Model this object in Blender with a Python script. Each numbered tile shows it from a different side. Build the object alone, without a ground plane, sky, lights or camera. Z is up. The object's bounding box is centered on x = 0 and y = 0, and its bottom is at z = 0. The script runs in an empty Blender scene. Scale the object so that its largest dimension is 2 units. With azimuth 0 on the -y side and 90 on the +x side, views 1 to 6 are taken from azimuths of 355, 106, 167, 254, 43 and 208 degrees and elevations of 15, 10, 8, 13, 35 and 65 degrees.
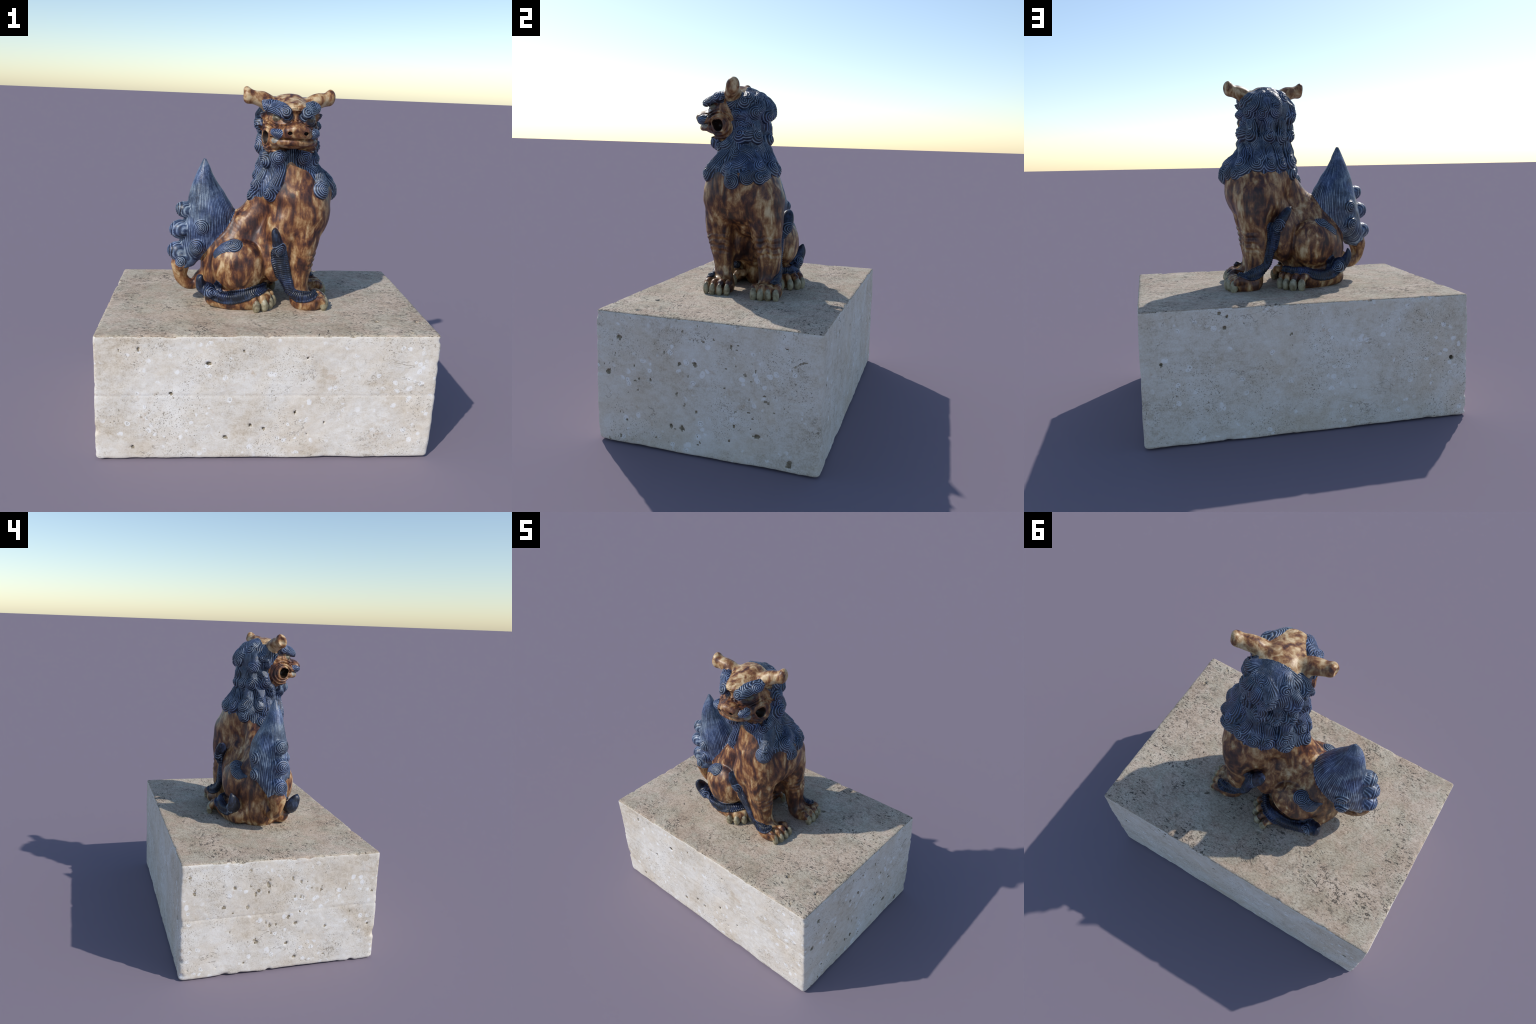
# A glazed pottery guardian lion sitting on a rough block of travertine.
# The lion is sculpted as one signed-distance field (limbs, lofted trunk, head), curls of
# hair are raised on that surface, the field is turned into a mesh, and the mesh is parted
# into named anatomical pieces whose borders coincide.
import math
import numpy as np

STEP_LION = 0.0026      # sculpting resolution of the lion, metres
STEP_STONE = 0.0062     # sculpting resolution of the block

# ---------------------------------------------------------------- field toolkit
def catmull(points, n=6):
    """Smooth curve through control rows (any number of columns)."""
    p = np.asarray(points, float)
    e = np.vstack([2 * p[0] - p[1], p, 2 * p[-1] - p[-2]])
    out = []
    for i in range(1, len(e) - 2):
        a, b, c, d = e[i - 1], e[i], e[i + 1], e[i + 2]
        for t in np.linspace(0, 1, n, endpoint=False):
            out.append(0.5 * (2 * b + (c - a) * t + (2 * a - 5 * b + 4 * c - d) * t * t
                              + (3 * b - a - 3 * c + d) * t ** 3))
    out.append(p[-1])
    return np.array(out)


def basis(n, up=(0, 0, 1), turn=0.0):
    """Columns u, v, n: a frame lying on a surface of normal n, v turned away from up."""
    n = np.asarray(n, float) / np.linalg.norm(n)
    v = np.asarray(up, float)
    v = v - n * (v @ n)
    if np.linalg.norm(v) < 1e-4:
        v = np.array([0.0, 1.0, 0.0]) - n * n[1]
    v /= np.linalg.norm(v)
    u = np.cross(v, n)
    a = math.radians(turn)
    v2 = math.cos(a) * v + math.sin(a) * u
    return np.column_stack([np.cross(v2, n), v2, n])


def smooth(a, b, x):
    t = np.clip((x - a) / (b - a), 0, 1)
    return t * t * (3 - 2 * t)


class Lattice:
    """Smooth value noise, repeatable by seed."""
    def __init__(self, seed, n=32):
        self.n = n
        self.v = np.random.default_rng(seed).random((n, n, n)).astype(np.float32) * 2 - 1

    def __call__(self, p, scale):
        q = p * scale + 7.3
        i = np.floor(q).astype(np.int32)
        f = (q - i).astype(np.float32)
        f = f * f * (3 - 2 * f)
        n, v = self.n, self.v
        x0, y0, z0 = (i[:, k] % n for k in range(3))
        x1, y1, z1 = ((i[:, k] + 1) % n for k in range(3))
        fx, fy, fz = f[:, 0], f[:, 1], f[:, 2]
        a = v[x0, y0, z0] * (1 - fx) + v[x1, y0, z0] * fx
        b = v[x0, y1, z0] * (1 - fx) + v[x1, y1, z0] * fx
        c = v[x0, y0, z1] * (1 - fx) + v[x1, y0, z1] * fx
        d = v[x0, y1, z1] * (1 - fx) + v[x1, y1, z1] * fx
        return (a * (1 - fy) + b * fy) * (1 - fz) + (c * (1 - fy) + d * fy) * fz


class Field:
    FAR = 0.06
    PAD = 0.036

    def __init__(self, lo, hi, step):
        self.lo, self.h = np.array(lo, float), step
        self.n = np.ceil((np.array(hi) - self.lo) / step).astype(int) + 1
        self.D = np.full(self.n, self.FAR, np.float32)
        self.L = np.zeros(self.n, np.int16)
        self.H = None
        self.ax = [(self.lo[k] + step * np.arange(self.n[k])).astype(np.float32) for k in range(3)]
        self.labels = [None]
        self.bands = []

    def label(self, key):
        if key not in self.labels:
            self.labels.append(key)
        return self.labels.index(key)

    def box(self, lo, hi, pad=0.0):
        s = []
        for k in range(3):
            a = int(np.floor((lo[k] - pad - self.lo[k]) / self.h))
            b = int(np.ceil((hi[k] + pad - self.lo[k]) / self.h)) + 1
            s.append(slice(max(a, 0), max(min(b, self.n[k]), 0)))
        x, y, z = (self.ax[k][s[k]] for k in range(3))
        return tuple(s), x[:, None, None], y[None, :, None], z[None, None, :]

    def merge(self, s, d, k, key):
        D, L = self.D[s], self.L[s]
        near = d < D
        if k > 0:
            t = np.maximum(k - np.abs(D - d), 0) / k
            np.minimum(D, d, out=D)
            D -= t * t * (k * 0.25)
        else:
            np.minimum(D, d, out=D)
        L[near] = self.label(key)

    # --- solids
    def ellipsoid(self, c, r, key, k=0.02, frame=None, cut=False):
        c, r = np.array(c, float), np.array(r, float)
        ext = r if frame is None else np.sqrt(((frame * r) ** 2).sum(1))
        s, x, y, z = self.box(c - ext, c + ext, k + self.PAD)
        x, y, z = x - c[0], y - c[1], z - c[2]
        if frame is not None:
            f = frame
            x, y, z = (f[0, i] * x + f[1, i] * y + f[2, i] * z for i in range(3))
        k0 = np.sqrt((x / r[0]) ** 2 + (y / r[1]) ** 2 + (z / r[2]) ** 2)
        k1 = np.sqrt((x / r[0] ** 2) ** 2 + (y / r[1] ** 2) ** 2 + (z / r[2] ** 2) ** 2)
        d = (k0 * (k0 - 1) / np.maximum(k1, 1e-6)).astype(np.float32)
        if cut:
            D = self.D[s]
            t = np.maximum(k - np.abs(D + d), 0) / max(k, 1e-6)
            hit = -d > D
            np.maximum(D, -d, out=D)
            D += t * t * (k * 0.25)
            if key is not None:
                self.L[s][hit] = self.label(key)
        else:
            self.merge(s, d, k, key)

    def tube(self, rows, key, k=0.015, n=6, squash=None, ribs=None, cut=False):
        """Rows x,y,z,radius. squash=(direction, factor) flattens it; ribs=(pitch, depth, slant)."""
        c = catmull(rows, n)
        s0 = 0.0
        acc = None
        lo, hi = c[:, :3].min(0) - c[:, 3].max() - self.h, c[:, :3].max(0) + c[:, 3].max() + self.h
        sl, X, Y, Z = self.box(lo, hi, k + self.PAD)
        best = np.full(self.D[sl].shape, self.FAR + 0.02, np.float32)
        o = [q.start for q in sl]
        for a, b in zip(c[:-1], c[1:]):
            m = max(a[3], b[3])
            s, x, y, z = self.box(np.minimum(a[:3], b[:3]), np.maximum(a[:3], b[:3]), m + k + self.PAD)
            v = b[:3] - a[:3]
            ln = np.linalg.norm(v)
            px, py, pz = x - a[0], y - a[1], z - a[2]
            t = np.clip((px * v[0] + py * v[1] + pz * v[2]) / (ln * ln), 0, 1)
            qx, qy, qz = px - v[0] * t, py - v[1] * t, pz - v[2] * t
            if squash is None:
                d = np.sqrt(qx * qx + qy * qy + qz * qz) - (a[3] + (b[3] - a[3]) * t)
            else:
                w, f = np.asarray(squash[0], float), squash[1]
                w = w / np.linalg.norm(w)
                g = qx * w[0] + qy * w[1] + qz * w[2]
                rad = np.sqrt(np.maximum(qx * qx + qy * qy + qz * qz - g * g, 0) + (g / f) ** 2)
                d = (rad - (a[3] + (b[3] - a[3]) * t)) * np.where(np.abs(g) > rad * f * 0.7, f, 1.0)
            if ribs:
                lean = ribs[2] * (qx * 0.6 + qz)
                d = d + ribs[1] * 0.5 * (1 - np.abs(np.sin(np.pi * (s0 + t * ln + lean) / ribs[0])) * 2)
            s0 += ln
            loc = tuple(slice(q.start - p, q.stop - p) for q, p in zip(s, o))
            np.minimum(best[loc], d.astype(np.float32), out=best[loc])
        if cut:
            D = self.D[sl]
            hit = -best > D
            np.maximum(D, -best, out=D)
            if key is not None:
                self.L[sl][hit] = self.label(key)
        else:
            self.merge(sl, best, k, key)

    def loft(self, rows, key, k=0.02, power=2.0):
        """Rows z, xmin, xmax, ymin, ymax: an upright lofted body of rounded sections."""
        c = catmull(rows, 8)
        s, x, y, z = self.box([c[:, 1].min(), c[:, 3].min(), c[:, 0].min()],
                              [c[:, 2].max(), c[:, 4].max(), c[:, 0].max()], k + self.PAD)
        zz = z.ravel()
        order = np.argsort(c[:, 0])
        f = [np.interp(zz, c[order, 0], c[order, j])[None, None, :].astype(np.float32) for j in range(1, 5)]
        X, Y = x - (f[0] + f[1]) / 2, y - (f[2] + f[3]) / 2
        rx, ry = np.maximum((f[1] - f[0]) / 2, 1e-3), np.maximum((f[3] - f[2]) / 2, 1e-3)
        if power == 2.0:
            k0 = np.sqrt((X / rx) ** 2 + (Y / ry) ** 2)
            k1 = np.sqrt((X / rx ** 2) ** 2 + (Y / ry ** 2) ** 2)
            d = k0 * (k0 - 1) / np.maximum(k1, 1e-6)
        else:
            k0 = (np.abs(X / rx) ** power + np.abs(Y / ry) ** power) ** (1 / power)
            d = (k0 - 1) * np.minimum(rx, ry)
        out = np.maximum(z - c[:, 0].max(), c[:, 0].min() - z)
        d = np.where(out > 0, np.sqrt(np.maximum(d, 0) ** 2 + out ** 2), np.maximum(d * 0.96, out)).astype(np.float32)
        self.merge(s, d, k, key)

    # --- reading
    def at(self, p, A=None):
        A = self.D if A is None else A
        g = (np.asarray(p, float) - self.lo) / self.h
        i = np.clip(np.floor(g).astype(int), 0, self.n - 2)
        f = g - i
        r = 0.0
        for dx in (0, 1):
            for dy in (0, 1):
                for dz in (0, 1):
                    w = (f[0] if dx else 1 - f[0]) * (f[1] if dy else 1 - f[1]) * (f[2] if dz else 1 - f[2])
                    r += w * A[i[0] + dx, i[1] + dy, i[2] + dz]
        return r

    def grad(self, p, e=0.008):
        p = np.asarray(p, float)
        g = np.array([self.at(p + e * q) - self.at(p - e * q) for q in np.eye(3)])
        return g / max(np.linalg.norm(g), 1e-6)

    def snap(self, p):
        p = np.array(p, float)
        for _ in range(12):
            p = p - self.grad(p, 0.012) * self.at(p) * 0.8
        return p, self.grad(p, 0.02)

    # --- relief raised on the surface
    def begin_relief(self):
        self.H = np.zeros(self.n, np.float32)
        self.HD = np.zeros(self.n, np.float32)          # height of the lock alone, without its strands
        self.HL = np.zeros(self.n, np.int16)

    def curl(self, spec, key):
        """A lock that ends in a spiral. Returns its frame for the glaze."""
        p, n = self.snap(spec["at"])
        fr = basis(n, turn=spec["turn"])
        R, T, hm, lam, hand, sway = (spec[q] for q in ("r", "tail", "rise", "pitch", "hand", "sway"))
        ext = max(R * 1.1, T * 1.05)
        s, x, y, z = self.box(p - ext, p + ext)
        x, y, z = x - p[0], y - p[1], z - p[2]
        u, v, w = (fr[0, i] * x + fr[1, i] * y + fr[2, i] * z for i in range(3))
        u = u * hand
        q, ph, up = lock_pattern(u, v, R, T, lam, sway)
        qc = np.clip(q, 0, 1)
        h = hm * (0.4 * np.sqrt(qc) + 0.6 * qc) * (1 - 0.5 * up)
        h[(q <= 0) | (np.abs(w) > max(0.05, R * 1.1))] = 0
        if spec.get("on"):
            h[~np.isin(self.L[s], [self.label(k) for k in spec["on"]])] = 0
        H, HD = self.H[s], self.HD[s]
        big = h > np.maximum(HD, 0.0005)
        HD[big] = h[big]
        H[big] = (h + spec["groove"] * np.cos(2 * np.pi * ph) * np.clip(q * 5, 0, 1))[big]
        self.HL[s][big] = self.label(key)
        return dict(spec, origin=p, frame=fr)

    def band(self, rows, key, rise, pitch, depth):
        """A strip of combed hair laid along a path on the surface, ribbed across."""
        c = catmull(rows, 6)
        m = c[:, 3].max() * 1.3
        sl, x, y, z = self.box(c[:, :3].min(0) - m, c[:, :3].max(0) + m)
        best = np.full(self.D[sl].shape, 9.0, np.float32)
        along = np.zeros_like(best)
        s0 = 0.0
        for a, b in zip(c[:-1], c[1:]):
            v = b[:3] - a[:3]
            ln = np.linalg.norm(v)
            t = np.clip(((x - a[0]) * v[0] + (y - a[1]) * v[1] + (z - a[2]) * v[2]) / ln ** 2, 0, 1)
            d = np.sqrt((x - a[0] - v[0] * t) ** 2 + (y - a[1] - v[1] * t) ** 2 + (z - a[2] - v[2] * t) ** 2) / (1.15 * (a[3] + (b[3] - a[3]) * t))
            near = d < best
            best = np.where(near, d, best).astype(np.float32)
            along = np.where(near, s0 + t * ln, along).astype(np.float32)
            s0 += ln
        q = 1 - best ** 2
        lean = along + 0.012 * best
        h = rise * np.clip(q * 3, 0, 1) ** 0.5 + depth * np.cos(2 * np.pi * lean / pitch) * np.clip(q * 4, 0, 1)
        h += 0.003 * smooth(0.6, 0.85, best)
        h[q <= 0] = 0
        H = self.H[sl]
        big = (h > H) & (q > 0)
        H[big] = h[big]
        self.HL[sl][big] = self.label(key)

    def engrave(self, lo, hi, fn):
        """Signed relief from fn(x,y,z) added where no curl stands."""
        s, x, y, z = self.box(lo, hi)
        a = fn(x, y, z, self.L[s])
        H = self.H[s]
        free = self.HL[s] == 0
        H[free] += np.broadcast_to(a, H.shape)[free]


def lock_pattern(u, v, R, T, lam, sway):
    """Cover (0 at the rim, 1 mid lock), strand phase and how far up the tail, on the lock's own plane."""
    T = max(T, 1e-3)
    g = np.clip(v / T, 0, 1)
    us = (u - sway * np.sin(np.pi * g)) / (1 - 0.45 * g)
    r = np.sqrt(u * u + v * v)
    q_head = 1 - (r / R) ** 2
    q_tail = np.where((v > 0) & (v < T), 1 - (us / R) ** 2, -1) * (1 - smooth(0.7, 1.0, g))
    if T <= R:
        q_tail = q_tail * 0 - 1
    q = np.maximum(q_head, q_tail)
    spiral = r / lam + np.arctan2(v, u) / (2 * np.pi)
    side = smooth(0.3 * R, 0.75 * R, r) * smooth(-0.05 * R, 0.25 * R, u) * smooth(0, 0.35 * R, v)
    over = smooth(0.8 * R, 1.25 * R, v)
    w = np.maximum(side, over) if T > R else 0 * r
    ph = spiral * (1 - w) + (us / lam) * w + 0.12 * np.sin(40 * u + 60 * v)
    return q, ph, smooth(R * 0.6, T, v) if T > R else 0 * r


# ---------------------------------------------------------------- the lion's body
HEAD = np.array([0.096, -0.12, 1.80])
LEFT = np.array([0.996, 0.09, 0.0])          # the lion's left
FACE = np.array([0.09, -0.996, 0.0])         # the way it looks
HEAD_FRAME = np.column_stack([LEFT, FACE, [0, 0, 1.0]])


def hp(a, f, z):
    """A place on the head: sideways, forward, height."""
    return HEAD + a * LEFT + f * FACE + np.array([0, 0, z - HEAD[2]])


def sculpt_body(F):
    # --- trunk: rump, belly, chest and neck
    F.ellipsoid((-0.18, -0.04, 0.96), (0.205, 0.190, 0.235), "torso", 0)
    F.ellipsoid((-0.25, -0.02, 0.82), (0.135, 0.150, 0.12), "torso", 0.04)         # seat
    F.ellipsoid((-0.10, -0.02, 0.81), (0.11, 0.10, 0.12), "torso", 0.04)
    F.ellipsoid((0.125, -0.03, 1.155), (0.12, 0.10, 0.085), "torso", 0.04)          # web between the forelegs
    F.tube([(0.06, -0.05, 1.44, 0.115), (-0.008, -0.06, 1.35, 0.100), (-0.076, -0.060, 1.262, 0.100), (-0.15, -0.055, 1.16, 0.12), (-0.18, -0.05, 1.06, 0.15)], "torso", 0.05)
    F.loft([(1.17, 0.05, 0.285, -0.19, 0.11), (1.21, 0.015, 0.328, -0.265, 0.172),
            (1.29, -0.008, 0.362, -0.300, 0.184), (1.36, -0.028, 0.372, -0.300, 0.175),
            (1.42, -0.052, 0.378, -0.295, 0.155), (1.48, -0.054, 0.368, -0.275, 0.128), (1.54, -0.030, 0.318, -0.258, 0.088),
            (1.60, -0.022, 0.275, -0.245, 0.058), (1.66, -0.04, 0.25, -0.225, 0.05)], "torso", 0.05)
    for sd in (-1, 1):
        F.ellipsoid((0.070, -0.046 + sd * 0.118, 1.150), (0.105, 0.075 if sd < 0 else 0.055, 0.135), "torso", 0.04)     # flank behind the foreleg
    F.ellipsoid((0.085, -0.205, 1.235), (0.085, 0.085, 0.12), "torso", 0.04)
    F.ellipsoid((0.045, -0.165, 1.035), (0.080, 0.080, 0.14), "torso", 0.03)
    F.ellipsoid((0.045, 0.085, 1.045), (0.080, 0.085, 0.15), "torso", 0.03)
    for y in (-0.115, 0.062):
        F.ellipsoid((0.115, y, 1.05), (0.075, 0.060, 0.14), "torso", 0.03)
    F.ellipsoid((-0.015, -0.045, 1.07), (0.155, 0.150, 0.20), "torso", 0.05)       # belly
    F.ellipsoid((0.245, -0.165, 1.32), (0.110, 0.125, 0.14), "torso", 0.04)        # breast
    # mane body: the back of head and neck under the curls
    F.loft([(1.56, -0.012, 0.244, -0.17, 0.044), (1.62, -0.020, 0.238, -0.19, 0.035), (1.70, -0.030, 0.240, -0.20, 0.035),
            (1.78, -0.038, 0.240, -0.20, 0.033), (1.86, -0.044, 0.240, -0.20, 0.020), (1.90, -0.03, 0.215, -0.18, -0.012)], "mane", 0.05)
    # --- forelegs
    for side, key in ((-1, "forelimb"), (1, "forelimb.001")):
        if side < 0:
            leg = [(0.19, -0.17, 1.30, 0.11), (0.205, -0.195, 1.20, 0.098), (0.205, -0.20, 1.09, 0.080),
                   (0.20, -0.185, 0.98, 0.066), (0.197, -0.175, 0.88, 0.058), (0.215, -0.175, 0.81, 0.058)]
            paw, toe0, toe1 = (0.262, -0.172, 0.775), (0.335, -0.232, 0.773), (0.342, -0.098, 0.773)
        else:
            leg = [(0.214, 0.080, 1.30, 0.11), (0.219, 0.095, 1.20, 0.105), (0.219, 0.105, 1.09, 0.088),
                   (0.224, 0.122, 0.98, 0.072), (0.226, 0.124, 0.88, 0.063), (0.239, 0.130, 0.81, 0.06)]
            paw, toe0, toe1 = (0.289, 0.140, 0.775), (0.359, 0.212, 0.773), (0.376, 0.080, 0.773)
        F.tube(leg, key, 0.035)
        if side < 0:
            F.tube([(0.095, -0.21, 1.24, 0.075), (0.092, -0.218, 1.12, 0.054), (0.130, -0.200, 0.96, 0.046), (0.165, -0.19, 0.87, 0.045)], key, 0.03)
        F.ellipsoid(paw, (0.10, 0.085, 0.058), key, 0.03)
        for t in range(4):
            a = t / 3
            c = np.array(toe0) * (1 - a) + np.array(toe1) * a + np.array([0.012 * math.sin(a * math.pi), 0, 0])
            F.tube([(c[0] - 0.06, c[1] * 0.9 + paw[1] * 0.1, 0.800, 0.021), (c[0] - 0.018, c[1], 0.812, 0.022), (c[0] + 0.012, c[1], 0.790, 0.018)], key, 0.008)
            F.ellipsoid(c + [0.016, 0, 0.002], (0.0225, 0.0185, 0.039), ("claw", key, t), 0.004)
    # --- hind legs
    for side, key in ((-1, "hindlimb"), (1, "hindlimb.001")):
        if side < 0:
            F.ellipsoid((-0.160, -0.182, 0.995), (0.160, 0.104, 0.158), key, 0.012)
            foot = [(-0.30, -0.17, 0.795, 0.055), (-0.20, -0.20, 0.785, 0.055), (-0.08, -0.195, 0.795, 0.066), (-0.02, -0.19, 0.79, 0.058)]
            toes, fwd = ((-0.062, -0.262, 0.772), (-0.014, -0.238, 0.772), (0.022, -0.196, 0.772), (0.044, -0.148, 0.772)), np.array([0.62, -0.78, 0])
        else:
            F.ellipsoid((-0.150, 0.104, 1.005), (0.154, 0.104, 0.152), key, 0.012)
            foot = [(-0.28, 0.13, 0.795, 0.055), (-0.18, 0.155, 0.785, 0.055), (-0.07, 0.165, 0.795, 0.066), (-0.01, 0.155, 0.79, 0.058)]
            toes, fwd = ((-0.036, 0.262, 0.772), (0.012, 0.245, 0.772), (0.046, 0.205, 0.772), (0.072, 0.155, 0.772)), np.array([0.66, 0.75, 0])
        F.tube(foot, key, 0.03)
        for t, c in enumerate(toes):
            c = np.array(c)
            b = c - fwd * 0.05
            m = c - fwd * 0.012
            F.tube([(b[0], b[1], 0.815, 0.024), (m[0], m[1], 0.815, 0.022), (c[0], c[1], 0.79, 0.018)], key, 0.010)
            F.ellipsoid(c + fwd * 0.014, (0.024, 0.022, 0.040), ("claw", key, t), 0.004)
    # --- tail: root loop, flame and knobs
    F.tube([(-0.37, -0.05, 0.885, 0.05), (-0.415, -0.06, 0.848, 0.036), (-0.465, -0.07, 0.852, 0.036),
            (-0.502, -0.075, 0.90, 0.040), (-0.505, -0.075, 0.97, 0.055)], "tail", 0.02)
    F.loft([(0.965, -0.53, -0.42, -0.125, -0.025), (1.02, -0.53, -0.37, -0.112, 0.010), (1.08, -0.52, -0.285, -0.138, 0.045), (1.167, -0.50, -0.215, -0.155, 0.064),
            (1.23, -0.488, -0.192, -0.168, 0.068), (1.31, -0.474, -0.193, -0.168, 0.055), (1.40, -0.455, -0.247, -0.15, 0.018),
            (1.49, -0.424, -0.306, -0.127, -0.024), (1.565, -0.392, -0.341, -0.10, -0.052), (1.600, -0.374, -0.360, -0.082, -0.068)], "flame", 0.03)
    for c, r in (((-0.490, -0.087, 1.305), 0.046), ((-0.517, -0.085, 1.186), 0.053), ((-0.530, -0.077, 1.052), 0.053),
                 ((-0.385, -0.137, 1.215), 0.045), ((-0.41, -0.122, 1.096), 0.045), ((-0.50, -0.100, 1.005), 0.030),
                 ((-0.410, 0.035, 1.222), 0.042), ((-0.42, 0.04, 1.115), 0.042)):
        c = np.array(c) + (0.010, 0, 0)
        F.ellipsoid(c, (r * 1.08, r * 1.06, r * 1.04), "flame", 0.012)
    # --- fringes of hair along the legs, each with a pointed tuft at its upper end
    def fringe(rows, tuft, key, side):
        lean = 0.5 if key.startswith("fore") else 0.25
        F.tube([(q[0], q[1] * 0.97, q[2], q[3] * (lean if q[2] > 0.87 else 0.3)) for q in rows], key, 0.025)
        F.tube(tuft, ("tuft", key), 0.008, squash=((0.9, 0.25 * side, 0.3), 0.55))
        F.bands.append((rows, key))
    fringe([(0.290, -0.225, 0.852, 0.016), (0.262, -0.247, 0.838, 0.022), (0.20, -0.245, 0.830, 0.024), (0.142, -0.235, 0.852, 0.026),
            (0.112, -0.235, 0.92, 0.030), (0.080, -0.250, 1.02, 0.033), (0.066, -0.260, 1.10, 0.036)],
           [(0.070, -0.240, 1.10, 0.042), (0.058, -0.258, 1.15, 0.052), (0.042, -0.280, 1.20, 0.044), (0.030, -0.302, 1.232, 0.016)], "forelimb", -1)
    fringe([(0.331, 0.186, 0.852, 0.016), (0.296, 0.196, 0.84, 0.022), (0.231, 0.191, 0.848, 0.024), (0.161, 0.177, 0.885, 0.025),
            (0.138, 0.164, 0.95, 0.025), (0.118, 0.167, 1.04, 0.026), (0.101, 0.170, 1.11, 0.030)],
           [(0.101, 0.164, 1.11, 0.036), (0.071, 0.174, 1.16, 0.045), (0.038, 0.182, 1.205, 0.037), (0.016, 0.185, 1.232, 0.015)], "forelimb.001", 1)
    fringe([(0.0, -0.16, 0.862, 0.018), (-0.05, -0.225, 0.856, 0.022), (-0.12, -0.25, 0.838, 0.025), (-0.20, -0.255, 0.822, 0.028),
            (-0.27, -0.25, 0.830, 0.032), (-0.32, -0.232, 0.855, 0.04)],
           [(-0.33, -0.215, 0.855, 0.045), (-0.375, -0.22, 0.875, 0.045), (-0.382, -0.24, 0.915, 0.036), (-0.372, -0.258, 0.948, 0.012)], "hindlimb", -1)
    fringe([(0.045, 0.118, 0.862, 0.018), (0.000, 0.188, 0.86, 0.022), (-0.080, 0.210, 0.845, 0.025), (-0.160, 0.208, 0.826, 0.028),
            (-0.230, 0.193, 0.835, 0.032), (-0.285, 0.173, 0.868, 0.04)],
           [(-0.290, 0.163, 0.86, 0.045), (-0.330, 0.168, 0.885, 0.042), (-0.348, 0.183, 0.93, 0.032), (-0.345, 0.195, 0.966, 0.012)], "hindlimb.001", 1)
    # --- head
    fr = HEAD_FRAME
    F.ellipsoid(hp(0, 0.002, 1.830), (0.150, 0.182, 0.149), "head", 0.05, fr)
    F.ellipsoid(hp(0, 0.085, 1.80), (0.132, 0.122, 0.10), "head", 0.03, fr)          # middle face
    F.ellipsoid(hp(0, 0.112, 1.902), (0.095, 0.098, 0.036), "head", 0.03, fr)        # forehead slab
    def arc(half, f0, depth, z, r):
        return [tuple(hp(a, f0 + depth * math.sqrt(max(0, 1 - (a / (half * 1.05)) ** 2)), z)) + (r,) for a in np.linspace(-half, half, 11)]
    for sd in (-1, 1):
        F.ellipsoid(hp(sd * 0.098, 0.075, 1.742), (0.062, 0.088, 0.090), "head", 0.02, fr)      # cheek
    F.ellipsoid(hp(0, 0.14, 1.784), (0.126, 0.118, 0.036), "head", 0.02, fr)         # upper lip
    F.tube(arc(0.118, 0.130, 0.118, 1.766, 0.019), "head", 0.012, n=3)
    F.ellipsoid(hp(0, 0.110, 1.720), (0.115, 0.115, 0.035), "jaw", 0.010, fr)        # lower jaw
    F.tube(arc(0.112, 0.125, 0.108, 1.727, 0.0205), "jaw", 0.006, n=3)
    F.ellipsoid(hp(0, 0.12, 1.745), (0.10, 0.11, 0.03), "head", 0.0, fr)
    F.ellipsoid(hp(0, 0.222, 1.795), (0.062, 0.054, 0.034), "nose", 0.015, fr)
    F.ellipsoid(hp(0, 0.16, 1.815), (0.040, 0.07, 0.022), "nose", 0.02, fr)          # bridge
    for sd in (-1, 1):
        F.ellipsoid(hp(sd * 0.045, 0.236, 1.786), (0.028, 0.032, 0.024), "nose", 0.010, fr)
        F.ellipsoid(hp(sd * 0.044, 0.268, 1.777), (0.014, 0.022, 0.011), ("nostril", 0), 0.004, fr, cut=True)
        F.ellipsoid(hp(sd * 0.080, 0.142, 1.848), (0.036, 0.031, 0.021), ("eye", sd), 0.006, fr)
        # the open corner of the mouth
        F.ellipsoid(hp(sd * 0.162, 0.105, 1.744), (0.072, 0.032, 0.034), ("mouth", 0), 0.008, fr, cut=True)
        F.ellipsoid(hp(sd * 0.155, 0.130, 1.757), (0.060, 0.016, 0.018), ("mouth", 0), 0.004, fr, cut=True)
        F.tube([tuple(hp(sd * 0.112, 0.205, 1.7465)) + (0.006,), tuple(hp(sd * 0.138, 0.165, 1.748)) + (0.008,), tuple(hp(sd * 0.165, 0.12, 1.752)) + (0.012,)], ("mouth", 0), 0, n=3, cut=True)
        # eyebrow: a flat slab of two rolled locks, inner one low in front, outer one higher and further back
        F.tube([tuple(hp(sd * 0.061, 0.192, 1.882)) + (0.038,), tuple(hp(sd * 0.078, 0.164, 1.896)) + (0.041,),
                tuple(hp(sd * 0.106, 0.120, 1.908)) + (0.042,), tuple(hp(sd * 0.122, 0.095, 1.912)) + (0.039,)], ("eyebrow", sd), 0.006,
               squash=((sd * 0.40, -0.60, 0.70), 0.56))
        F.ellipsoid(hp(sd * 0.072, 0.105, 1.640), (0.046, 0.048, 0.046), "mane", 0.02, fr)       # beard under the jaw
        F.ellipsoid(hp(sd * 0.098, 0.178, 1.733), (0.026, 0.036, 0.018), ("lip_corner", sd), 0.004, fr)
        F.ellipsoid(hp(sd * 0.090, 0.205, 1.772), (0.042, 0.040, 0.024), ("moustache", sd), 0.006, fr)
        # ear: a stub, broad at the root, ending in an upright cupped blade that leans back
        slew = 0.022 if sd < 0 else -0.012
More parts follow.
